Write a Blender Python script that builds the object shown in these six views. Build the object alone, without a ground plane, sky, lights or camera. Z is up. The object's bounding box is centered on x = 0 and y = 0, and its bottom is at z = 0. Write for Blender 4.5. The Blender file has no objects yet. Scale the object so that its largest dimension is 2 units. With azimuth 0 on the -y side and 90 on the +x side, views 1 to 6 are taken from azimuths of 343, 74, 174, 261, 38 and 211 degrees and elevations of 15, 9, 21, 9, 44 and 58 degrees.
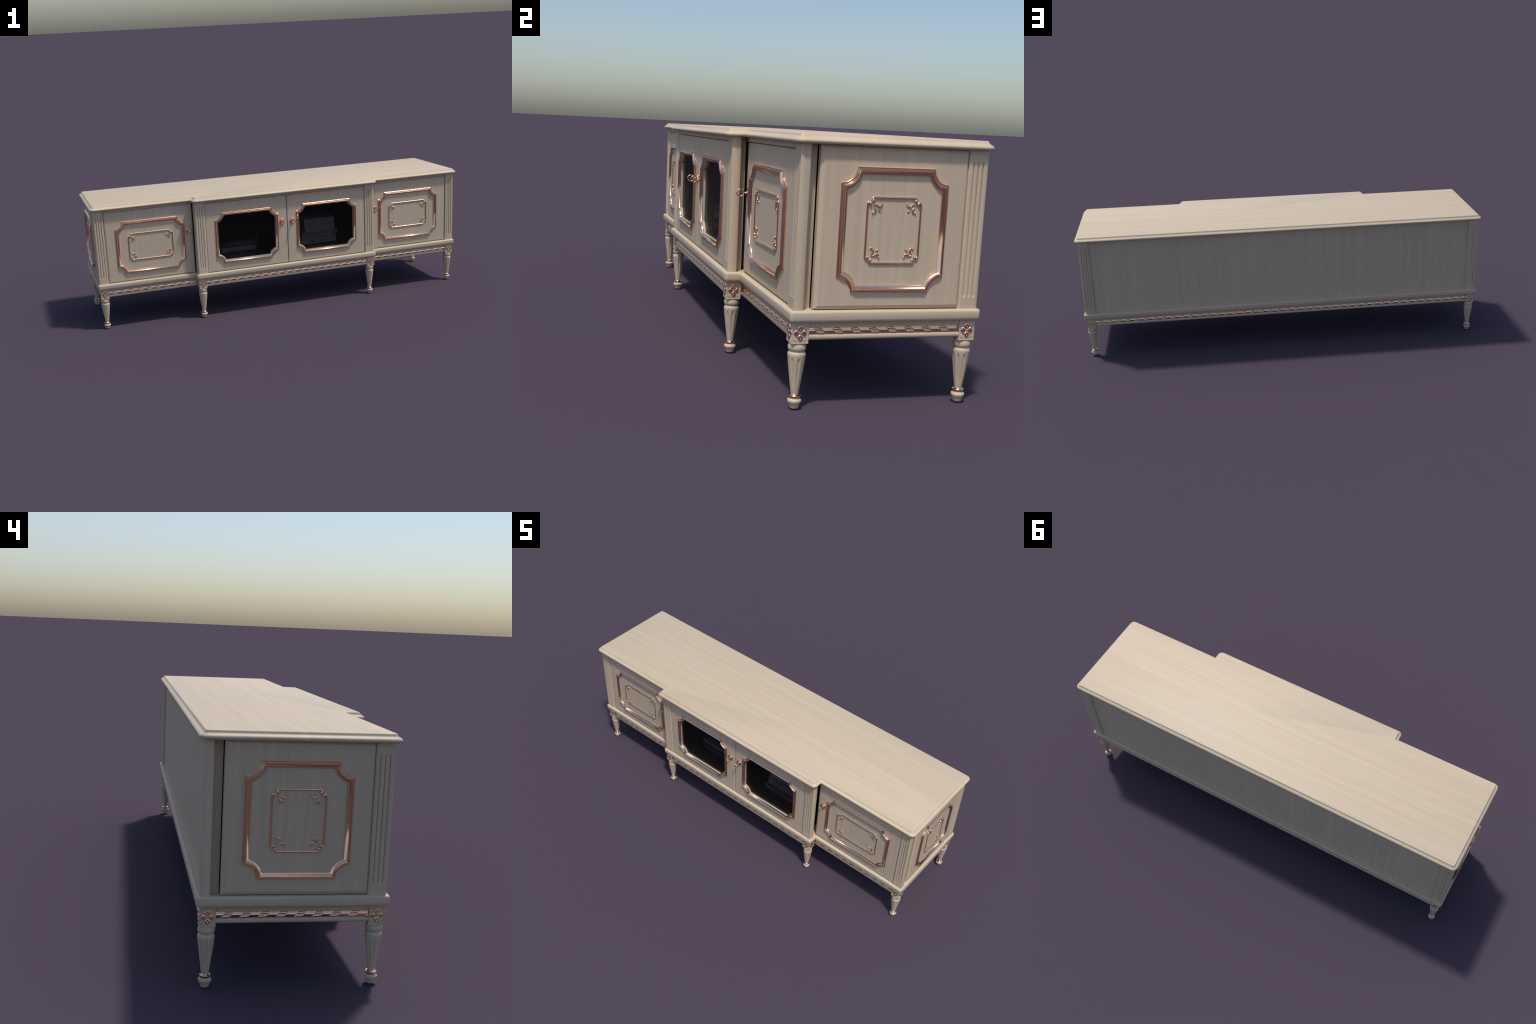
# Long ivory sideboard / television cabinet with copper mouldings, glazed centre doors and books inside.
# Frame: metres, z up, front faces -y.  Panels are modelled in a local frame: +X right, +Z up, -Y outward.
import bpy, bmesh, math, random
from mathutils import Matrix, Vector

random.seed(7)
PI = math.pi

# ------------------------------------------------------------------ main sizes
H = 0.6316                # top surface
XS = 0.9850               # pilaster face, ends
XC = 0.487                # outer edge of the breakfront centre
YF, YC, YB = -0.199, -0.2408, 0.2585   # front of wings, front of centre, back
Z_BASE = 0.2345           # top of the base moulding
Z_LID = 0.6095            # underside of the top
DOOR_IN = 0.0026          # door faces sit this far behind the pilasters
LEGS = [(-0.9625, -0.179), (0.9625, -0.179), (-0.9625, 0.2385), (0.9625, 0.2385), (-0.4665, -0.2212), (0.4665, -0.2212)]

# ------------------------------------------------------------------ materials
def new_mat(name):
    m = bpy.data.materials.new(name)
    m.use_nodes = True
    nt = m.node_tree
    return m, nt, nt.nodes["Principled BSDF"]

def node(nt, kind, **vals):
    n = nt.nodes.new(kind)
    for k, v in vals.items():
        if k in n.inputs:
            n.inputs[k].default_value = v
        else:
            setattr(n, k, v)
    return n

def ramp(nt, stops):
    r = nt.nodes.new("ShaderNodeValToRGB")
    e = r.color_ramp.elements
    while len(e) < len(stops):
        e.new(0.5)
    for el, (p, c) in zip(e, stops):
        el.position = p
        el.color = (*c, 1.0)
    return r

IVORY = (0.585, 0.470, 0.338)

def ivory(name, axis, wedge=False):
    """Painted, finely streaked wood; the grain runs along the given object axis."""
    m, nt, bsdf = new_mat(name)
    L = nt.links.new
    tc = node(nt, "ShaderNodeTexCoord")
    # gentle wander of the grain
    warp = node(nt, "ShaderNodeTexNoise", Scale=2.2, Detail=1.0)
    L(tc.outputs["Object"], warp.inputs["Vector"])
    sub = node(nt, "ShaderNodeVectorMath", operation="SUBTRACT")
    sub.inputs[1].default_value = (0.5, 0.5, 0.5)
    L(warp.outputs["Color"], sub.inputs[0])
    sc = node(nt, "ShaderNodeVectorMath", operation="SCALE")
    sc.inputs["Scale"].default_value = 0.022
    L(sub.outputs[0], sc.inputs[0])
    add = node(nt, "ShaderNodeVectorMath", operation="ADD")
    L(tc.outputs["Object"], add.inputs[0])
    L(sc.outputs[0], add.inputs[1])

    def streak(across, along, detail, seed):
        mp = node(nt, "ShaderNodeMapping")
        mp.inputs["Location"].default_value = (seed, seed * 0.37, -seed)
        mp.inputs["Scale"].default_value = [along if i == axis else (across * 0.08 if (wedge and i == 2) else across) for i in range(3)]
        L(add.outputs[0], mp.inputs["Vector"])
        n = node(nt, "ShaderNodeTexNoise", Scale=1.0, Detail=detail, Roughness=0.55)
        L(mp.outputs[0], n.inputs["Vector"])
        return n.outputs["Fac"]

    broad = streak(34.0 if wedge else 44.0, 0.9, 3.0, 3.1)
    fine = streak(200.0, 2.2, 3.0, 11.7)
    hue = streak(60.0, 1.3, 2.0, 23.9)
    a = IVORY
    r1 = ramp(nt, [(0.30, (a[0] * 0.955, a[1] * 0.95, a[2] * 0.93)),
                   (0.48, (a[0] * 0.985, a[1] * 0.985, a[2] * 0.98)),
                   (0.62, (a[0] * 1.025, a[1] * 1.028, a[2] * 1.035))])
    L(broad, r1.inputs["Fac"])
    r2 = ramp(nt, [(0.30, (0.935, 0.93, 0.90)), (0.45, (0.99, 0.99, 0.985)), (0.70, (1.022, 1.022, 1.027))])
    L(fine, r2.inputs["Fac"])
    r3 = ramp(nt, [(0.36, (1.012, 0.995, 0.975)), (0.5, (1.0, 1.0, 1.0)), (0.64, (0.982, 1.006, 1.028))])
    L(hue, r3.inputs["Fac"])
    m1 = node(nt, "ShaderNodeMix", data_type="RGBA", blend_type="MULTIPLY")
    m1.inputs[0].default_value = 1.0
    L(r1.outputs["Color"], m1.inputs[6]); L(r2.outputs["Color"], m1.inputs[7])
    m2 = node(nt, "ShaderNodeMix", data_type="RGBA", blend_type="MULTIPLY")
    m2.inputs[0].default_value = 1.0
    L(m1.outputs[2], m2.inputs[6]); L(r3.outputs["Color"], m2.inputs[7])
    out = m2.outputs[2]
    if wedge:
        # smooth-normal shading tinted into the wood: darker diagonal tongue from the breakfront corner
        sep = node(nt, "ShaderNodeSeparateXYZ")
        L(add.outputs[0], sep.inputs[0])
        t = node(nt, "ShaderNodeMath", operation="MULTIPLY_ADD")
        L(sep.outputs[0], t.inputs[0]); t.inputs[1].default_value = 0.32; t.inputs[2].default_value = -0.055
        d = node(nt, "ShaderNodeMath", operation="SUBTRACT")
        L(t.outputs[0], d.inputs[0]); L(sep.outputs[1], d.inputs[1])
        rr = ramp(nt, [(0.0, (0, 0, 0)), (0.008, (1, 1, 1)), (0.08, (0.65, 0.65, 0.65)), (0.19, (0, 0, 0))])
        L(d.outputs[0], rr.inputs["Fac"])
        fx = ramp(nt, [(0.0, (0, 0, 0)), (0.06, (1, 1, 1)), (0.45, (0.8, 0.8, 0.8)), (0.72, (0, 0, 0))])
        sh = node(nt, "ShaderNodeMath", operation="ADD")
        L(sep.outputs[0], sh.inputs[0]); sh.inputs[1].default_value = 0.5
        L(sh.outputs[0], fx.inputs["Fac"])
        mm = node(nt, "ShaderNodeMath", operation="MULTIPLY")
        L(rr.outputs["Color"], mm.inputs[0]); L(fx.outputs["Color"], mm.inputs[1])
        m3 = node(nt, "ShaderNodeMix", data_type="RGBA", blend_type="MULTIPLY")
        L(mm.outputs[0], m3.inputs[0]); L(out, m3.inputs[6]); m3.inputs[7].default_value = (0.90, 0.91, 0.925, 1)
        out = m3.outputs[2]
    L(out, bsdf.inputs["Base Color"])
    bsdf.inputs["Roughness"].default_value = 0.5
    bsdf.inputs["Specular IOR Level"].default_value = 0.3
    bp = node(nt, "ShaderNodeBump", Strength=0.04, Distance=0.0005)
    L(fine, bp.inputs["Height"]); L(bp.outputs[0], bsdf.inputs["Normal"])
    return m

def metal(name, col, rough):
    m, nt, bsdf = new_mat(name)
    tc = node(nt, "ShaderNodeTexCoord")
    n = node(nt, "ShaderNodeTexNoise", Scale=40.0, Detail=2.0)
    nt.links.new(tc.outputs["Object"], n.inputs["Vector"])
    r = ramp(nt, [(0.35, tuple(c * 0.95 for c in col)), (0.65, col)])
    nt.links.new(n.outputs["Fac"], r.inputs["Fac"])
    nt.links.new(r.outputs["Color"], bsdf.inputs["Base Color"])
    bsdf.inputs["Metallic"].default_value = 1.0
    bsdf.inputs["Roughness"].default_value = rough
    return m

def plain(name, col, rough=0.6, grain=0.12, scale=30.0):
    m, nt, bsdf = new_mat(name)
    tc = node(nt, "ShaderNodeTexCoord")
    n = node(nt, "ShaderNodeTexNoise", Scale=scale, Detail=3.0)
    nt.links.new(tc.outputs["Object"], n.inputs["Vector"])
    r = ramp(nt, [(0.3, tuple(c * (1 - grain) for c in col)), (0.7, tuple(min(1, c * (1 + grain)) for c in col))])
    nt.links.new(n.outputs["Fac"], r.inputs["Fac"])
    nt.links.new(r.outputs["Color"], bsdf.inputs["Base Color"])
    bsdf.inputs["Roughness"].default_value = rough
    return m

WOOD_X = ivory("ivory_wood_lengthwise", 0)
WOOD_TOP = ivory("ivory_wood_top", 0, wedge=True)
WOOD_Y = ivory("ivory_wood_end", 1)
WOOD_Z = ivory("ivory_wood_upright", 2)
COPPER = metal("rose_copper", (0.98, 0.635, 0.44), 0.18)
BRONZE = metal("bright_copper", (0.98, 0.585, 0.37), 0.17)
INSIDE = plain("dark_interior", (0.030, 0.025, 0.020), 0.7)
GAP = plain("shadow_gap_black", (0.012, 0.012, 0.012), 0.9)
GLASS, _nt, _b = new_mat("smoked_glass")
_tc = node(_nt, "ShaderNodeTexCoord"); _n = node(_nt, "ShaderNodeTexNoise", Scale=6.0)
_nt.links.new(_tc.outputs["Object"], _n.inputs["Vector"])
_r = ramp(_nt, [(0.3, (0.004, 0.004, 0.004)), (0.7, (0.006, 0.006, 0.006))])
_nt.links.new(_n.outputs["Fac"], _r.inputs["Fac"])
_nt.links.new(_r.outputs["Color"], _b.inputs["Base Color"])
_b.inputs["Roughness"].default_value = 0.38
_b.inputs["Specular IOR Level"].default_value = 0.35
_tr = node(_nt, "ShaderNodeBsdfRefraction"); _tr.inputs["Color"].default_value = (0.93, 0.93, 0.925, 1.0); _tr.inputs["Roughness"].default_value = 0.0; _tr.inputs["IOR"].default_value = 1.0
_mx = node(_nt, "ShaderNodeMixShader"); _mx.inputs[0].default_value = 0.30
_nt.links.new(_tr.outputs[0], _mx.inputs[1]); _nt.links.new(_b.outputs[0], _mx.inputs[2])
_nt.links.new(_mx.outputs[0], _nt.nodes["Material Output"].inputs["Surface"])

# ------------------------------------------------------------------ helpers
ROOT = bpy.data.objects.new("television_cabinet", None)
bpy.context.scene.collection.objects.link(ROOT)
ROOT["label"] = "long ivory wooden cabinet on fluted legs with copper mouldings"
ROOT["category"] = "tv stand"

def link(name, mesh, parent=ROOT, M=None):
    ob = bpy.data.objects.new(name, mesh)
    bpy.context.scene.collection.objects.link(ob)
    ob.parent = parent
    if M is not None:
        ob.matrix_local = M
    return ob

def smooth(me, angle=35):
    """Smooth shading, with hard edges above the given angle."""
    bm = bmesh.new(); bm.from_mesh(me)
    lim = math.radians(angle)
    for f in bm.faces: f.smooth = True
    for e in bm.edges:
        e.smooth = not (len(e.link_faces) == 2 and e.calc_face_angle(0) > lim)
    bm.to_mesh(me); bm.free()

def make_mesh(name, verts, faces, mats, angle=35, fix=True):
    me = bpy.data.meshes.new(name)
    me.from_pydata(verts, [], faces)
    for m in (mats if isinstance(mats, (list, tuple)) else [mats]):
        me.materials.append(m)
    if fix:
        bm = bmesh.new(); bm.from_mesh(me)
        bmesh.ops.remove_doubles(bm, verts=bm.verts, dist=1e-6)
        bmesh.ops.recalc_face_normals(bm, faces=bm.faces)
        bm.to_mesh(me); bm.free()
    smooth(me, angle)
    return me

def box_data(x0, x1, y0, y1, z0, z1):
    v = [(x, y, z) for x in (x0, x1) for y in (y0, y1) for z in (z0, z1)]
    f = [(0, 1, 3, 2), (4, 6, 7, 5), (0, 4, 5, 1), (2, 3, 7, 6), (0, 2, 6, 4), (1, 5, 7, 3)]
    return v, f

def box(name, x0, x1, y0, y1, z0, z1, mat, bevel=0.0, parent=ROOT, M=None):
    me = make_mesh(name, *box_data(x0, x1, y0, y1, z0, z1), mat)
    if bevel:
        bm = bmesh.new(); bm.from_mesh(me)
        bmesh.ops.bevel(bm, geom=bm.edges[:], offset=bevel, segments=2, profile=0.5, affect="EDGES")
        bm.to_mesh(me); bm.free(); smooth(me, 40)
    return link(name, me, parent, M)

class Builder:
    """Collects several pieces of geometry into one mesh."""
    def __init__(self): self.v, self.f = [], []
    def add(self, v, f):
        o = len(self.v)
        self.v += [tuple(p) for p in v]
        self.f += [tuple(i + o for i in q) for q in f]
    def mesh(self, name, mat, angle=40): return make_mesh(name, self.v, self.f, mat, angle)

def catmull(pts, n):
    out = []
    P = [pts[0]] + list(pts) + [pts[-1]]
    for i in range(1, len(P) - 2):
        for k in range(n):
            t = k / n
            a, b, c, d = P[i - 1], P[i], P[i + 1], P[i + 2]
            out.append(tuple(0.5 * (2 * b[j] + (c[j] - a[j]) * t + (2 * a[j] - 5 * b[j] + 4 * c[j] - d[j]) * t * t
                                    + (3 * b[j] - a[j] - 3 * c[j] + d[j]) * t ** 3) for j in range(len(b))))
    out.append(tuple(pts[-1]))
    return out

def tube(pts, seg=8):
    """pts: (u, v, radius) in the panel plane; the tube lies on the plane and swells towards the viewer (-Y)."""
    V, F = [], []
    n = len(pts)
    for i, (u, v, r) in enumerate(pts):
        a, b = pts[max(i - 1, 0)], pts[min(i + 1, n - 1)]
        du, dv = b[0] - a[0], b[1] - a[1]
        l = math.hypot(du, dv) or 1
        nu, nv = -dv / l, du / l
        for k in range(seg):
            t = 2 * PI * k / seg
            V.append((u + nu * r * math.cos(t), -r * 0.55 - r * math.sin(t), v + nv * r * math.cos(t)))
    for i in range(n - 1):
        for k in range(seg):
            k2 = (k + 1) % seg
            F.append((i * seg + k, i * seg + k2, (i + 1) * seg + k2, (i + 1) * seg + k))
    F.append(tuple(range(seg))); F.append(tuple((n - 1) * seg + k for k in range(seg)))
    return V, F

def ball(u, v, r, w=None, ns=10, nr=6):
    w = r * 0.6 if w is None else w
    V, F = [(u, -w, v + r)], []
    for i in range(1, nr):
        ph = PI * i / nr
        for k in range(ns):
            t = 2 * PI * k / ns
            V.append((u + r * math.sin(ph) * math.cos(t), -w + r * math.sin(ph) * math.sin(t), v + r * math.cos(ph)))
    V.append((u, -w, v - r)); last = len(V) - 1
    for k in range(ns):
        F.append((0, 1 + k, 1 + (k + 1) % ns))
        F.append((last, last - ns + (k + 1) % ns, last - ns + k))
    for i in range(nr - 2):
        for k in range(ns):
            a, b = 1 + i * ns + k, 1 + i * ns + (k + 1) % ns
            F.append((a, a + ns, b + ns, b))
    return V, F

def lathe(profile, n=48, modulate=None, axis="z"):
    """profile: (radius, height) from the bottom up."""
    V, F = [], []
    for r, z in profile:
        for k in range(n):
            t = 2 * PI * k / n
            rr = r * (modulate(t, z) if modulate else 1.0)
            if axis == "z": V.append((rr * math.cos(t), rr * math.sin(t), z))
            else: V.append((rr * math.cos(t), -z, rr * math.sin(t)))
    m = len(profile)
    for i in range(m - 1):
        for k in range(n):
            k2 = (k + 1) % n
            F.append((i * n + k, i * n + k2, (i + 1) * n + k2, (i + 1) * n + k))
    F.append(tuple(range(n))); F.append(tuple((m - 1) * n + k for k in range(n)))
    return V, F

# ------------------------------------------------------------------ plan outline and mouldings that run round it
def outline(xs, xc, yf, yc, yb):
    return [(-xs, yf), (-xc, yf), (-xc, yc), (xc, yc), (xc, yf), (xs, yf), (xs, yb), (-xs, yb)]
PLAN = outline(0.9835, XC, YF, YC, YB)                     # plinth and apron
TOP_PLAN = outline(0.9835, 0.4845, YF, -0.2460, 0.2545)    # the top overhangs a little more at the front

def plan_loop(offset, inset=0.0, arc=8, PLAN=PLAN):
    """The plan outline grown by offset; convex corners are rounded with radius offset + inset."""
    out, n = [], len(PLAN)
    R = offset + inset
    for i, (x, y) in enumerate(PLAN):
        px, py = PLAN[i - 1]; nx, ny = PLAN[(i + 1) % n]
        d1 = (x - px, y - py); d2 = (nx - x, ny - y)
        l1, l2 = math.hypot(*d1), math.hypot(*d2)
        d1 = (d1[0] / l1, d1[1] / l1); d2 = (d2[0] / l2, d2[1] / l2)
        n1 = (d1[1], -d1[0]); n2 = (d2[1], -d2[0])       # outward normals (counter-clockwise outline)
        convex = d1[0] * d2[1] - d1[1] * d2[0] > 0
        if convex:
            cx, cy = x - (n1[0] + n2[0]) * inset, y - (n1[1] + n2[1]) * inset
            for k in range(arc + 1):
                t = k / arc * PI / 2
                if R <= 0:                                  # inner loops stay mitred
                    out.append((cx + (n1[0] + n2[0]) * R, cy + (n1[1] + n2[1]) * R))
                else:
                    a, b = math.cos(t), math.sin(t)
                    out.append((cx + (n1[0] * a + n2[0] * b) * R, cy + (n1[1] * a + n2[1] * b) * R))
        else:
            out.append((x + (n1[0] + n2[0]) * offset, y + (n1[1] + n2[1]) * offset))
    return out

def plan_sweep(name, profile, inset, mat, cap_first=False, cap_last=False, angle=35, plan=PLAN, end_mat=None):
    V, F = [], []
    loops = [plan_loop(o, inset, PLAN=plan) for o, _ in profile]
    n = len(loops[0])
    for lp, (_, z) in zip(loops, profile):
        V += [(x, y, z) for x, y in lp]
    for i in range(len(profile) - 1):
        for k in range(n):
            k2 = (k + 1) % n
            F.append((i * n + k, i * n + k2, (i + 1) * n + k2, (i + 1) * n + k))
    me = bpy.data.meshes.new(name)
    me.from_pydata(V, [], F)
    me.materials.append(mat)
    bm = bmesh.new(); bm.from_mesh(me)
    bm.verts.ensure_lookup_table()
    for row, cap in ((0, cap_first), (len(profile) - 1, cap_last)):
        if cap:
            ring = [bm.verts[row * n + k] for k in range(n)]
            bm.faces.new(ring)
    bmesh.ops.remove_doubles(bm, verts=bm.verts, dist=1e-6)
    bmesh.ops.recalc_face_normals(bm, faces=bm.faces)
    if end_mat:                                             # grain turns with the board on the two ends
        me.materials.append(end_mat)
        for f in bm.faces:
            if abs(f.normal.x) > abs(f.normal.y) + 0.02 and abs(f.calc_center_median().x) > 0.9: f.material_index = 1
    bm.to_mesh(me); bm.free(); smooth(me, angle)
    return link(name, me)

# top board: narrow fillet, shallow cove, rounded lip
plan_sweep("tabletop", [(0.0008, H), (0.0018, H - 0.0004), (0.0027, H - 0.0018), (0.0036, H - 0.0036), (0.0046, H - 0.0054), (0.0060, H - 0.0070),
                        (0.0082, H - 0.0083), (0.0108, H - 0.0095), (0.0132, H - 0.0110), (0.0152, H - 0.0128), (0.0163, H - 0.0146), (0.0165, H - 0.0164),
                        (0.0160, H - 0.0184), (0.0146, H - 0.0202), (0.0120, H - 0.0216), (0.0085, H - 0.0222), (-0.0100, H - 0.0222)],
           0.0055, WOOD_TOP, cap_first=True, cap_last=True, angle=50, plan=TOP_PLAN)

# base moulding under the carcass
plan_sweep("base_moulding", [(0.0010, Z_BASE), (0.0048, Z_BASE - 0.0004), (0.0070, Z_BASE - 0.0016), (0.0084, Z_BASE - 0.0036), (0.0090, Z_BASE - 0.0062),
                             (0.0090, Z_BASE - 0.0130), (0.0087, Z_BASE - 0.0195), (0.0077, Z_BASE - 0.0240), (0.0054, Z_BASE - 0.0268),
                             (0.0015, Z_BASE - 0.0278), (-0.0160, Z_BASE - 0.0278)],
           0.0, WOOD_X, cap_first=True, cap_last=True, angle=50, end_mat=WOOD_Y)

# apron: recessed board with a stepped top and a round bead along its lower edge
plan_sweep("apron", [(-0.030, 0.2085), (-0.0035, 0.2085), (-0.0035, 0.2040), (-0.0050, 0.2030), (-0.0055, 0.1985), (-0.0075, 0.1965), (-0.0085, 0.1780),
                     (-0.0060, 0.1772), (-0.0040, 0.1752), (-0.0031, 0.1720), (-0.0034, 0.1685), (-0.0050, 0.1655), (-0.0075, 0.1642),
                     (-0.0200, 0.1642), (-0.0200, 0.2085)], 0.0, WOOD_X, angle=40, end_mat=WOOD_Y)
APRON = bpy.data.objects["apron"]

# ------------------------------------------------------------------ twisted copper band on the apron
def rope(name, length, slant, M, period=0.0445):
    half, nt_, per, lean = 0.0079, 18, 32, 0.0062
    first, last = -math.ceil(lean / period * per) , math.ceil((length + lean) / period * per)
    n = last - first
    V, F = [], []
    for i in range(n + 1):
        s = (first + i) * period / per
        for j in range(nt_ + 1):
            t = -1 + 2 * j / nt_
            q = (s / period + 0.2) % 1.0                    # the grid itself leans, so links and leaves have clean slanted ends
            x = min(max(s - slant * lean * t, 0.0), length)
            a = abs(t)
            if q < 0.62:                                    # long roof-shaped link
                e = min(q, 0.62 - q) * period
                h = 0.0050 * (1 - 0.60 * a ** 1.25)
                h -= 0.0006 * math.exp(-((t - 0.72) / 0.10) ** 2) * (1 if 0.12 < q < 0.5 else 0)
            else:                                           # pair of small twisted leaves
                e = min(q - 0.62, 1.0 - q) * period
                w = (q - 0.62) / 0.38
                h = 0.0014 + 0.0033 * abs(math.sin(PI * (t * 0.96 + 0.06 + 0.10 * (w - 0.5)))) ** 0.8 * (0.85 + 0.15 * math.sin(PI * w))
            g = min(1.0, e / 0.0011)
            h *= 0.50 + 0.50 * g * g * (3 - 2 * g)
            if j in (0, nt_): h = -0.0012
            V.append((x - length / 2, -h, t * half))
    w = nt_ + 1
    for i in range(n):
        for j in range(nt_):
            F.append((i * w + j, (i + 1) * w + j, (i + 1) * w + j + 1, i * w + j + 1))
    F.append(tuple(range(w))); F.append(tuple(n * w + j for j in range(w)))
    return link(name, make_mesh(name, V, F, COPPER, 42), APRON, M)

def place(x, y, z, turn): return Matrix.Translation((x, y, z)) @ Matrix.Rotation(math.radians(turn), 4, "Z")
FRONT, RIGHT, BACK, LEFT = 0, 90, 180, -90
BLK = 0.0200                                               # half of a leg block
ZR, RI = 0.1857, 0.0082
XB = 0.9835
rope("rope_moulding", 2 * (0.4665 - BLK), 1, place(0, YC + RI, ZR, FRONT))
wing = (0.9625 - BLK) - (XC - 0.004)
for s in (-1, 1):
    rope("rope_moulding", wing, 1, place(s * ((0.9625 - BLK) + (XC - 0.004)) / 2, YF + RI, ZR, FRONT))
rope("rope_moulding", 0.4175 - 2 * BLK, 1, place(XB - RI, 0.0298, ZR, RIGHT))
rope("rope_moulding", 0.4175 - 2 * BLK, -1, place(-XB + RI, 0.0298, ZR, LEFT))
rope("rope_moulding", 2 * (0.9625 - BLK), -1, place(0, YB - RI, ZR, BACK))

# ------------------------------------------------------------------ legs
def flute_cut(t, z):
    top, bot = 0.1225, 0.047
    if not bot < z < top: return 1.0
    f = min(1.0, (top - z) / 0.006, (z - bot) / 0.02)
    x = (t / (PI / 4)) % 1.0
    d = min(x, 1 - x)                                       # 0 in the groove, 0.5 on the rib
    g = math.exp(-(d / 0.150) ** 2)
    return 1.0 - f * (0.140 * g - 0.015)

shaft = [(0.0084, 0.0270), (0.0084, 0.0335), (0.0094, 0.0375), (0.0101, 0.0410), (0.0109, 0.0470)]
shaft += [(0.0109 + (0.0208 - 0.0109) * k / 24, 0.0470 + 0.0755 * k / 24) for k in range(1, 25)]
shaft += [(0.0211, 0.1250), (0.0214, 0.1280), (0.0212, 0.1305), (0.0203, 0.1330), (0.0188, 0.1348), (0.0178, 0.1358), (0.0176, 0.1366), (0.0182, 0.1378),
          (0.0198, 0.1395), (0.0209, 0.1418), (0.0213, 0.1445), (0.0212, 0.1475), (0.0203, 0.1510), (0.0190, 0.1540), (0.0182, 0.1575)]
foot = [(0.0098, 0.0), (0.0108, 0.0012), (0.0115, 0.0050), (0.0128, 0.0095), (0.0146, 0.0125), (0.0161, 0.0150), (0.0166, 0.0175), (0.0161, 0.0202),
        (0.0145, 0.0222), (0.0126, 0.0232), (0.0110, 0.0238)]
LB = Builder(); LB.add(*lathe(shaft, 96, flute_cut)); LB.add(*lathe(foot, 48))
LEG_ME = LB.mesh("leg", WOOD_Z, 50)
collar = [(0.0112, 0.0230), (0.0124, 0.0236), (0.0131, 0.0250), (0.0138, 0.0270), (0.0143, 0.0290), (0.0144, 0.0304), (0.0139, 0.0313), (0.0131, 0.0312),
          (0.0120, 0.0306), (0.0106, 0.0306), (0.0092, 0.0316), (0.0083, 0.0335)]
COLLAR_ME = make_mesh("copper_collar", *lathe(collar, 48), COPPER, 75)

def block_mesh():
    """Square block above the leg: each face has a thin border round a sunk field."""
    bm = bmesh.new()
    v, f = box_data(-BLK, BLK, -BLK, BLK, 0.157, 0.2090)
    vs = [bm.verts.new(p) for p in v]
    fs = [bm.faces.new([vs[i] for i in q]) for q in f]
    bmesh.ops.recalc_face_normals(bm, faces=bm.faces)
    side = [q for q in bm.faces if abs(q.normal.z) < 0.5]
    for q in side:
        nrm = q.normal.copy()
        bmesh.ops.inset_individual(bm, faces=[q], thickness=0.0032, depth=0)
        bmesh.ops.inset_individual(bm, faces=[q], thickness=0.0005, depth=-0.0009)
    me = bpy.data.meshes.new("leg_block"); bm.to_mesh(me); bm.free()
    me.materials.append(WOOD_Z); smooth(me, 30)
    return me
BLOCK_ME = block_mesh()

def dome(cu, cv, ru, rv, rot, h, p=1.5, tip=0.0, slit=0.0, base=0.0, n=28, rings=7):
    """A low petal: super-elliptic outline, optionally drawn out to a tip along +v, with a slit pressed into it."""
    V, F = [], []
    c, s = math.cos(rot), math.sin(rot)
    def put(u, v, hh):
        V.append((cu + u * c - v * s, -(base + hh), cv + u * s + v * c))
    def shape(t):
        a, b = math.cos(t), math.sin(t)
        k = (abs(a) ** p + abs(b) ** p) ** (-1 / p)
        return ru * a * k, rv * b * k * (1 + tip * max(0, b) ** 3)
    for i in range(rings + 1):
        q = i / rings
        for k in range(n):
            u, v = shape(2 * PI * k / n)
            u, v = u * q, v * q
            hh = h * (1 - q ** 5) ** 0.6 if q < 1 else -0.0006
            hh -= slit * math.exp(-(u / 0.0013) ** 2 - (v / 0.0032) ** 2)
            put(u, v, hh)
    for i in range(rings):
        for k in range(n):
            k2 = (k + 1) % n
            F.append((i * n + k, i * n + k2, (i + 1) * n + k2, (i + 1) * n + k))
    return V, F

RB = Builder()
for s in (-1, 1):
    RB.add(*dome(s * 0.0092, 0, 0.0071, 0.0082, 0, 0.0026, p=1.45))
RB.add(*dome(0, 0.0104, 0.0074, 0.0074, 0, 0.0030, p=1.6, tip=0.25, slit=0.0016))
RB.add(*dome(0, -0.0104, 0.0074, 0.0074, PI, 0.0030, p=1.6, tip=0.25, slit=0.0016))
RB.add(*ball(0, 0, 0.0019, 0.0022))
ROSETTE_ME = RB.mesh("rosette", COPPER, 45)
CB = Builder()
for su in (-1, 1):
    for sv in (-1, 1):
        for d, l in ((-0.28, 0.0044), (0.28, 0.0044)):
            CB.add(*dome(su * (0.0118 + d * 0.006), sv * (0.0165 - d * 0.006), 0.0013, l, math.atan2(-su, sv) + d * su * sv, 0.0012, p=1.6, n=14, rings=4))
CARVE_ME = CB.mesh("corner_carving", WOOD_Z, 50)

for x, y in LEGS:
    leg = link("leg", LEG_ME, ROOT, Matrix.Translation((x, y, 0)))
    link("copper_collar", COLLAR_ME, leg)
    link("leg_block", BLOCK_ME, leg)
    turns = [RIGHT if x > 0 else LEFT, BACK if y > 0 else FRONT]
    for t in turns:
        R = Matrix.Rotation(math.radians(t), 4, "Z") @ Matrix.Translation((0, -BLK + 0.0009, 0.1822))
        link("rosette", ROSETTE_ME, leg, R)
        link("corner_carving", CARVE_ME, leg, R)

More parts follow.
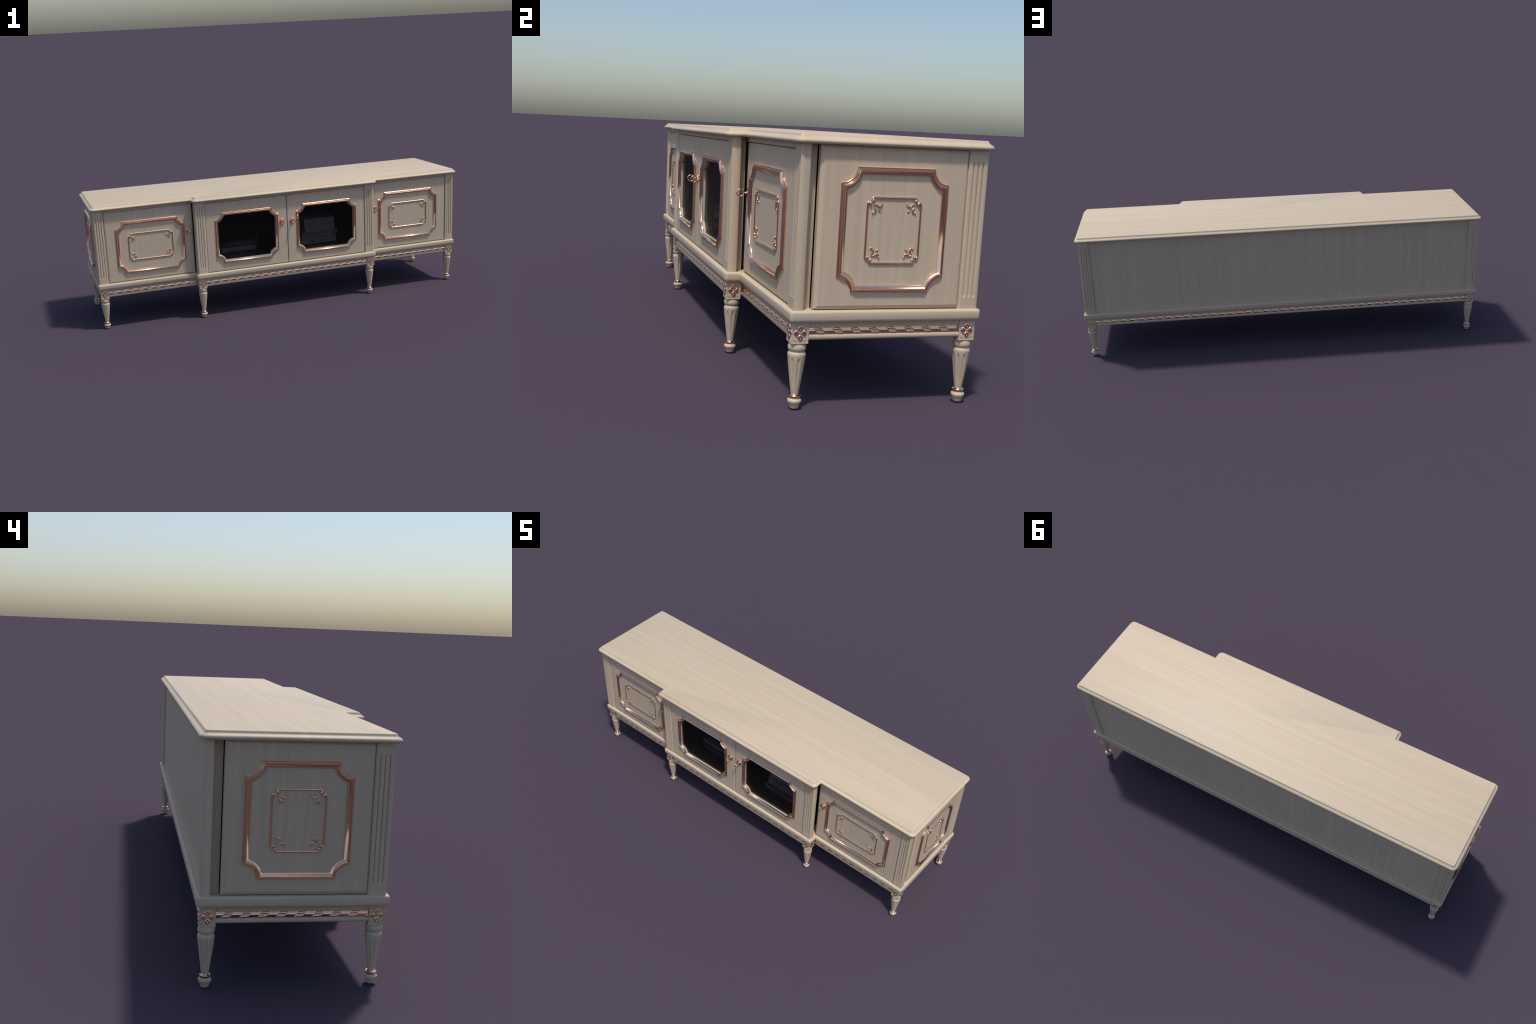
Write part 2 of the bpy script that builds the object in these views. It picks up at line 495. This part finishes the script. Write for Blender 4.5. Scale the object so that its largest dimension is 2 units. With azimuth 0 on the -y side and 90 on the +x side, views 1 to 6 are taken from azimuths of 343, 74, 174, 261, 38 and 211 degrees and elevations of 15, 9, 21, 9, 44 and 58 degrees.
# ------------------------------------------------------------------ fluted pilasters
def pilaster(x0, x1, y0, y1, fluted):
    """Upright post; faces named in `fluted` (of 'F','B','L','R') carry three stopped flutes."""
    def side(p, q, nrm, flutes):
        out = []
        L = math.hypot(q[0] - p[0], q[1] - p[1])
        d = ((q[0] - p[0]) / L, (q[1] - p[1]) / L)
        r = 0.0018
        if not flutes:
            return [(p[0] + d[0] * r, p[1] + d[1] * r, 0, 0, 0), (q[0] - d[0] * r, q[1] - d[1] * r, 0, 0, 0)]
        sp = 0.0118
        stops = sorted({r, L - r} | {L / 2 + i * sp + o for i in (-1, 0, 1) for o in (-0.0056, -0.0040, -0.0028, -0.0018, -0.0010, -0.0005, 0, 0.0005, 0.0010, 0.0018, 0.0028, 0.0040, 0.0056)})
        for s in stops:
            e = min(abs(s - L / 2 - i * sp) for i in (-1, 0, 1))
            k = max(0.0, 1 - e / 0.0058)
            dep = 0.0012 * k ** 1.5 + 0.0030 * max(0.0, 1 - e / 0.0019)
            out.append((p[0] + d[0] * s, p[1] + d[1] * s, -nrm[0] * dep, -nrm[1] * dep, 1))
        return out
    ring = (side((x0, y0), (x1, y0), (0, -1), "F" in fluted) + side((x1, y0), (x1, y1), (1, 0), "R" in fluted)
            + side((x1, y1), (x0, y1), (0, 1), "B" in fluted) + side((x0, y1), (x0, y0), (-1, 0), "L" in fluted))
    levels = [(Z_BASE - 0.001, 0), (0.2600, 0), (0.2620, 0), (0.2640, 0.6), (0.2680, 1), (0.5760, 1), (0.5795, 0.6), (0.5812, 0), (0.5832, 0), (Z_LID + 0.0005, 0)]
    V, F = [], []
    n = len(ring)
    for z, k in levels:
        V += [(x + dx * k, y + dy * k, z) for x, y, dx, dy, _ in ring]
    for i in range(len(levels) - 1):
        for k in range(n):
            k2 = (k + 1) % n
            F.append((i * n + k, i * n + k2, (i + 1) * n + k2, (i + 1) * n + k))
    F.append(tuple(range(n))); F.append(tuple((len(levels) - 1) * n + k for k in range(n)))
    return link("pilaster", make_mesh("pilaster", V, F, WOOD_Z, 55))

PW, PD = 0.0470, 0.0235        # width of a fluted face, depth of a plain return
pilaster(-XS, -XS + PW, YF, YF + PW, "FL")
pilaster(XS - PW, XS, YF, YF + PD, "F")
pilaster(XS - PW, XS, YB - PW - 0.002, YB, "BR")
pilaster(-XS, -XS + PW, YB - PD, YB, "B")
pilaster(XC - 0.0515, XC, YC, YC + 0.0255, "F")
pilaster(-XC, -XC + 0.0515, YC, YC + PW, "FL")

# ------------------------------------------------------------------ shaped copper frame, ornament, doors
def scoop_outline(A, B, r, t, arc=12):
    """Rectangle (half sizes A, B) with scooped corners of radius r, moved inwards by t."""
    R = r + t
    reach = math.sqrt(max(R * R - t * t, 0))
    a0 = math.atan2(t, reach)
    pts = []
    for sx, sy in ((1, 1), (-1, 1), (-1, -1), (1, -1)):
        arcpts = []
        for k in range(arc + 1):
            a = a0 + (PI / 2 - 2 * a0) * k / arc
            arcpts.append((sx * (A - R * math.sin(a)), sy * (B - R * math.cos(a))))
        # walk counter-clockwise
        if sx * sy > 0: arcpts = arcpts[:]
        else: arcpts = arcpts[::-1]
        pts += arcpts
    return pts

FRAME = [(0.0, -0.001), (0.0, 0.0030), (0.0008, 0.0038), (0.0026, 0.0038), (0.0032, 0.0029), (0.0038, 0.0031), (0.0054, 0.0054), (0.0068, 0.0078),
         (0.0078, 0.0089), (0.0088, 0.0087), (0.0100, 0.0068), (0.0112, 0.0054), (0.0125, 0.0044), (0.0140, 0.0036), (0.0154, 0.0031), (0.0160, 0.0020), (0.0160, -0.001)]
RIDGE = 9
SCOOP = 0.0360

def frame_mesh(A, B):
    V, F = [], []
    loops = [scoop_outline(A, B, SCOOP, t) for t, _ in FRAME]
    n = len(loops[0])
    for lp, (_, h) in zip(loops, FRAME):
        V += [(u, -h, v) for u, v in lp]
    for i in range(len(FRAME) - 1):
        for k in range(n):
            k2 = (k + 1) % n
            F.append((i * n + k, i * n + k2, (i + 1) * n + k2, (i + 1) * n + k))
    me = make_mesh("frame_moulding", V, F, COPPER, 32)
    # mitres stay crisp on the outer half; the inner cove flows softly round the corners
    for e in me.edges:
        (i0, k0), (i1, k1) = divmod(e.vertices[0], n), divmod(e.vertices[1], n)
        if k0 == k1 and k0 % 13 in (0, 12):
            e.use_edge_sharp = min(i0, i1) < RIDGE
    return me

S_CURVE = [(34.3, 13.6, 1.5), (35.0, 16.6, 1.2), (31.8, 19.6, 1.9), (26.2, 20.0, 2.0), (22.6, 17.2, 1.5), (19.2, 16.2, 1.3), (16.8, 17.0, 1.4),
           (16.2, 19.4, 1.3), (17.4, 22.8, 1.5), (19.9, 26.4, 2.0), (19.6, 32.0, 1.9), (16.6, 34.8, 1.2), (13.4, 34.2, 1.5)]

def ornament_mesh(A, B):
    """Slender rod rectangle, broken at the corners into curled ends, with a small scrolled sprig inside each corner."""
    b = Builder()
    mm = 0.001
    rod = 2.5
    for sx in (-1, 1):
        b.add(*tube([(sx * A, -B + 16 * mm, rod * mm), (sx * A, B - 16 * mm, rod * mm)], 10))
    for sy in (-1, 1):
        b.add(*tube([(-A + 16 * mm, sy * B, rod * mm), (A - 16 * mm, sy * B, rod * mm)], 10))
    curl = [(17.0, 0.0, 2.5), (14.0, 0.3, 2.6), (11.6, 2.0, 2.7), (10.9, 4.6, 2.8), (12.6, 6.6, 2.8)]
    for sx in (-1, 1):
        for sy in (-1, 1):
            def at(x, y): return (sx * (A - x * mm), sy * (B - y * mm))
            for pts in (curl, [(y, x, r) for x, y, r in curl]):
                b.add(*tube([(*at(x, y), r * mm) for x, y, r in catmull(pts, 4)], 10))
            b.add(*ball(*at(13.6, 6.6), 3.8 * mm)); b.add(*ball(*at(6.6, 13.6), 3.8 * mm))
            b.add(*tube([(*at(x, y), r * 1.2 * mm) for x, y, r in catmull(S_CURVE, 4)], 8))
            for i in (0, -1): b.add(*ball(*at(*S_CURVE[i][:2]), 2.1 * mm, 1.9 * mm))
            dart = [(25.6, 26.4, 0.8), (28.0, 28.6, 1.5), (30.4, 30.8, 1.8), (32.4, 32.6, 1.0)]
            b.add(*tube([(*at(x, y), r * mm) for x, y, r in catmull(dart, 3)], 8))
    return b.mesh("scroll_ornament", COPPER, 50)

def slab_mesh(name, u0, u1, v0, v1, thick, cham, drop, mat, hole=None):
    """Door leaf in the local frame: face at y=0, chamfers (left, right, bottom, top), optional scooped window."""
    l, r, b, t = cham
    me = bpy.data.meshes.new(name); bm = bmesh.new()
    inner = [(u0 + l, v0 + b), (u1 - r, v0 + b), (u1 - r, v1 - t), (u0 + l, v1 - t)]
    outer = [(u0, v0), (u1, v0), (u1, v1), (u0, v1)]
    vi = [bm.verts.new((u, 0, v)) for u, v in inner]
    vo = [bm.verts.new((u, drop, v)) for u, v in outer]
    vb = [bm.verts.new((u, thick, v)) for u, v in outer]
    for k in range(4):
        k2 = (k + 1) % 4
        bm.faces.new((vo[k], vo[k2], vi[k2], vi[k]))
        bm.faces.new((vb[k], vb[k2], vo[k2], vo[k]))
    if hole is None:
        bm.faces.new(vi); bm.faces.new(vb)
    else:
        hf = [bm.verts.new((u, 0, v)) for u, v in hole]
        hb = [bm.verts.new((u, thick, v)) for u, v in hole]
        n = len(hole)
        def ring(vs): return [bm.edges.get((vs[k], vs[(k + 1) % len(vs)])) or bm.edges.new((vs[k], vs[(k + 1) % len(vs)])) for k in range(len(vs))]
        for k in range(n):
            k2 = (k + 1) % n
            bm.faces.new((hf[k], hf[k2], hb[k2], hb[k]))
        bmesh.ops.triangle_fill(bm, edges=ring(vi) + ring(hf), use_beauty=True)
        bmesh.ops.triangle_fill(bm, edges=ring(vb) + ring(hb), use_beauty=True)
    bmesh.ops.recalc_face_normals(bm, faces=bm.faces)
    bm.to_mesh(me); bm.free()
    me.materials.append(mat); smooth(me, 15)
    return me

# ring pull: dished back plate, short stem, upright ring
KB = Builder()
KB.add(*lathe([(0.0143, -0.001), (0.0143, 0.0024), (0.0136, 0.0042), (0.0120, 0.0052), (0.0100, 0.0050), (0.0078, 0.0040), (0.0062, 0.0042), (0.0050, 0.0062),
               (0.0034, 0.0078), (0.0026, 0.0090), (0.0024, 0.0132), (0.0010, 0.0140)], 32, axis="y"))
RC, RM, Rm = 0.0233, 0.0099, 0.0017
TV, TF = [], []
for i in range(36):
    a = 2 * PI * i / 36
    for k in range(10):
        t = 2 * PI * k / 10
        rr = RM + Rm * math.cos(t)
        TV.append((Rm * math.sin(t), -RC + rr * math.cos(a), rr * math.sin(a)))
for i in range(36):
    for k in range(10):
        i2, k2 = (i + 1) % 36, (k + 1) % 10
        TF.append((i * 10 + k, i2 * 10 + k, i2 * 10 + k2, i * 10 + k2))
KB.add(TV, TF)
KNOB_ME = KB.mesh("ring_pull", BRONZE, 50)

ZD0, ZD1 = 0.2368, 0.5955
ZM = 0.4095                                    # mid height of the front frames
def door(x0, x1, y, frame_x, A, knob_x, glazed):
    M = place(frame_x, y, ZM, FRONT)
    u0, u1, v0, v1 = x0 - frame_x, x1 - frame_x, ZD0 - ZM, ZD1 - ZM
    B = 0.1323
    hole = scoop_outline(A, B, SCOOP, 0.0152) if glazed else None
    ch = 0.0055
    me = slab_mesh("door", u0, u1, v0, v1, 0.017, (ch if not glazed else 0.003, ch if not glazed else 0.003, ch, 0.002), 0.0035, WOOD_Z, hole)
    d = link("door", me, ROOT, M)
    link("frame_moulding", frame_mesh(A, B), d)
    if glazed:
        out = scoop_outline(A, B, SCOOP, 0.0120)
        n = len(out)
        V = [(u, w, v) for w in (0.0090, 0.0105) for u, v in scoop_outline(A, B, SCOOP, 0.0150)]
        F = [tuple(range(n)), tuple(range(n, 2 * n))] + [(k, (k + 1) % n, n + (k + 1) % n, n + k) for k in range(n)]
        link("glass_pane", make_mesh("glass_pane", V, F, GLASS, 30), d)
    else:
        link("scroll_ornament", ornament_mesh(0.1108, 0.0668), d, Matrix.Translation((0, 0, 0.0008)))
    link("ring_pull", KNOB_ME, d, Matrix.Translation((knob_x - frame_x, 0, 0.4590 - ZM)))

YDW, YDC = YF + DOOR_IN, YC + DOOR_IN
door(-0.9355, -0.4918, YDW, -0.7095, 0.1748, -0.5140, False)
door(0.4840, 0.9355, YDW, 0.7095, 0.1748, 0.5140, False)
door(-0.4345, -0.0013, YDC, -0.2180, 0.1678, -0.0285, True)
door(0.0013, 0.4345, YDC, 0.2180, 0.1678, 0.0285, True)
# rails above the doors
for x0, x1, y in ((-0.9365, -0.4700, YDW), (0.4700, 0.9365, YDW), (-0.4355, 0.4355, YDC)):
    box("door_rail", x0, x1, y, y + 0.02, ZD1 + 0.0016, Z_LID + 0.0004, WOOD_X)

def side_panel(turn):
    s = 1 if turn == RIGHT else -1
    cy, cz = 0.0293 - 0.0008 * s, 0.4195
    M = place(s * (XS - 0.0005), cy, cz, turn)
    # local +X runs towards +y on the right-hand end and towards -y on the left-hand end
    lo, hi = (-0.1522 - cy, YB - PW - 0.0025 - cy) if s > 0 else (-(0.2095 - cy), -(YF + PW + 0.0005 - cy))
    me = slab_mesh("side_panel", lo, hi, 0.2366 - cz, 0.6088 - cz, 0.020, (0.0100, 0.0050, 0.0085, 0.0070), 0.0050, WOOD_Z)
    p = link("side_panel", me, ROOT, M)
    link("frame_moulding", frame_mesh(0.1316, 0.1428), p)
    link("scroll_ornament", ornament_mesh(0.0655, 0.0752), p)
side_panel(RIGHT); side_panel(LEFT)

# ------------------------------------------------------------------ carcass
box("back_panel", -0.9400, 0.9400, 0.2400, YB - 0.0117, Z_BASE - 0.0010, Z_LID + 0.0004, WOOD_Z)
# hollow returns beside the plain pilasters
box("recess_post", XS - 0.0400, XS - 0.0255, YF + 0.002, -0.1540, Z_BASE - 0.001, Z_LID + 0.0004, WOOD_Z)
box("recess_post", -XS + 0.0255, -XS + 0.0400, 0.2112, YB - 0.002, Z_BASE - 0.001, Z_LID + 0.0004, WOOD_Z)
for s in (1,):
    box("recess_post", min(s * 0.4500, s * 0.4600), max(s * 0.4500, s * 0.4600), YC + 0.002, -0.1966, Z_BASE - 0.001, Z_LID + 0.0004, WOOD_Z)
# solid black blocks in the wings, painted dark to deepen shadow in the gaps
for s in (-1, 1):
    box("gap_shadow_block", min(s * 0.5600, s * 0.8800), max(s * 0.5600, s * 0.8800), -0.1000, 0.2300, Z_BASE - 0.001, Z_LID + 0.0003, GAP)
# open cupboard behind the glass
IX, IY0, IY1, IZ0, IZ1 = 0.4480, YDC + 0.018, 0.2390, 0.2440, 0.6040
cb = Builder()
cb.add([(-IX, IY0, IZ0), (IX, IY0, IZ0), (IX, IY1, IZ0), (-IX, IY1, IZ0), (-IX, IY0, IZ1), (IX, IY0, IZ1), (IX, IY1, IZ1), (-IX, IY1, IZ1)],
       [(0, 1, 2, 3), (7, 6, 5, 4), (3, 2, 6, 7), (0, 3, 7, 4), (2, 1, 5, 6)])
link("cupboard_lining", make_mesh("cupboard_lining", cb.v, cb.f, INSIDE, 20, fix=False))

# ------------------------------------------------------------------ books (loose things standing in the cupboard)
GREY = [plain("book_cloth_slate", (0.40, 0.38, 0.36), 0.6), plain("book_cloth_black", (0.03, 0.03, 0.032), 0.6), plain("book_cloth_blue", (0.24, 0.26, 0.29), 0.6),
        plain("book_cloth_grey", (0.30, 0.29, 0.28), 0.6)]
PAPER = plain("book_paper", (0.40, 0.38, 0.34), 0.8)
INK_D = plain("ink_dark", (0.03, 0.03, 0.03), 0.6)
INK_L = plain("ink_gilt", (0.38, 0.33, 0.24), 0.5)

def text_mesh(words, height, width, mat):
    cu = bpy.data.curves.new("title", "FONT")
    cu.body = words; cu.size = height * 1.4; cu.align_x = "CENTER"; cu.align_y = "CENTER"; cu.extrude = 0.0004
    ob = bpy.data.objects.new("title_tmp", cu)
    bpy.context.scene.collection.objects.link(ob)
    bpy.context.view_layer.update()
    me = bpy.data.meshes.new_from_object(ob.evaluated_get(bpy.context.evaluated_depsgraph_get()))
    bpy.data.objects.remove(ob)
    xs = [v.co.x for v in me.vertices]; k = width / (max(xs) - min(xs))
    for v in me.vertices: v.co.x *= k
    me.transform(Matrix.Rotation(PI / 2, 4, "X"))
    me.materials.clear(); me.materials.append(mat)
    me.name = "title"
    return me

YSP = -0.1170
def book(x0, x1, z0, z1, depth, cloth, words=None, th=0.0, tw=0.0, tx=None, ink=INK_D, y=YSP):
    cx = (x0 + x1) / 2
    b = Builder(); c = 0.0022
    w = (x1 - x0) / 2; h = z1 - z0 - 0.0004
    b.add(*box_data(-w, w, c, depth, 0, c)); b.add(*box_data(-w, w, c, depth, h - c, h))
    b.add(*box_data(-w, w, 0, c, 0, h))
    me = b.mesh("book", [cloth, PAPER], 20)
    o = link("book", me, None, Matrix.Translation((cx, y, z0)))
    o["label"] = "closed hardback book lying flat in a stack"
    o["category"] = "book"
    pv, pf = box_data(-w + 0.003, w - 0.003, c + 0.0003, depth - 0.004, c + 0.0001, h - c - 0.0001)
    link("book_pages", make_mesh("book_pages", pv, pf, PAPER), o)
    if words:
        link("spine_title", text_mesh(words, th, tw, ink), o, Matrix.Translation(((tx if tx is not None else cx) - cx, -0.0003, h / 2)))

F0 = IZ0
book(-0.345, -0.1280, F0, 0.2985, 0.20, GREY[1], "THE WORLD BOOK ATLAS", 0.017, 0.170, -0.231, INK_L)
book(-0.330, -0.1395, 0.2985, 0.3235, 0.17, GREY[2])
book(-0.335, -0.1255, 0.3235, 0.3545, 0.19, GREY[1], "BRITANNICA ATLAS", 0.012, 0.142, -0.2250, INK_L)
book(0.098, 0.3120, F0, 0.2720, 0.17, GREY[3], "WITNESS NUMBER", 0.012, 0.120, 0.200)
book(0.112, 0.3165, 0.2720, 0.2880, 0.16, GREY[1], "MUSIC CHANNEL", 0.007, 0.075, 0.185, GREY[3])
book(0.118, 0.3195, 0.2880, 0.3145, 0.17, GREY[0], "CHIC  CLICKS", 0.0145, 0.120, 0.212)
book(0.120, 0.3150, 0.3145, 0.3335, 0.16, GREY[3], "THE INTERIOR", 0.006, 0.11, 0.21)
book(0.125, 0.3262, 0.3335, 0.3530, 0.18, GREY[3], "NEW HOUSE INTERIORS", 0.006, 0.12, 0.22)
book(0.141, 0.3110, 0.3530, 0.3850, 0.15, GREY[0])
book(0.1365, 0.3077, 0.3850, 0.4240, 0.15, GREY[0])

# thin dark line between the two glazed doors
box("door_gap", -0.0030, 0.0030, YDC + 0.006, YDC + 0.017, ZD0, ZD1, GAP)
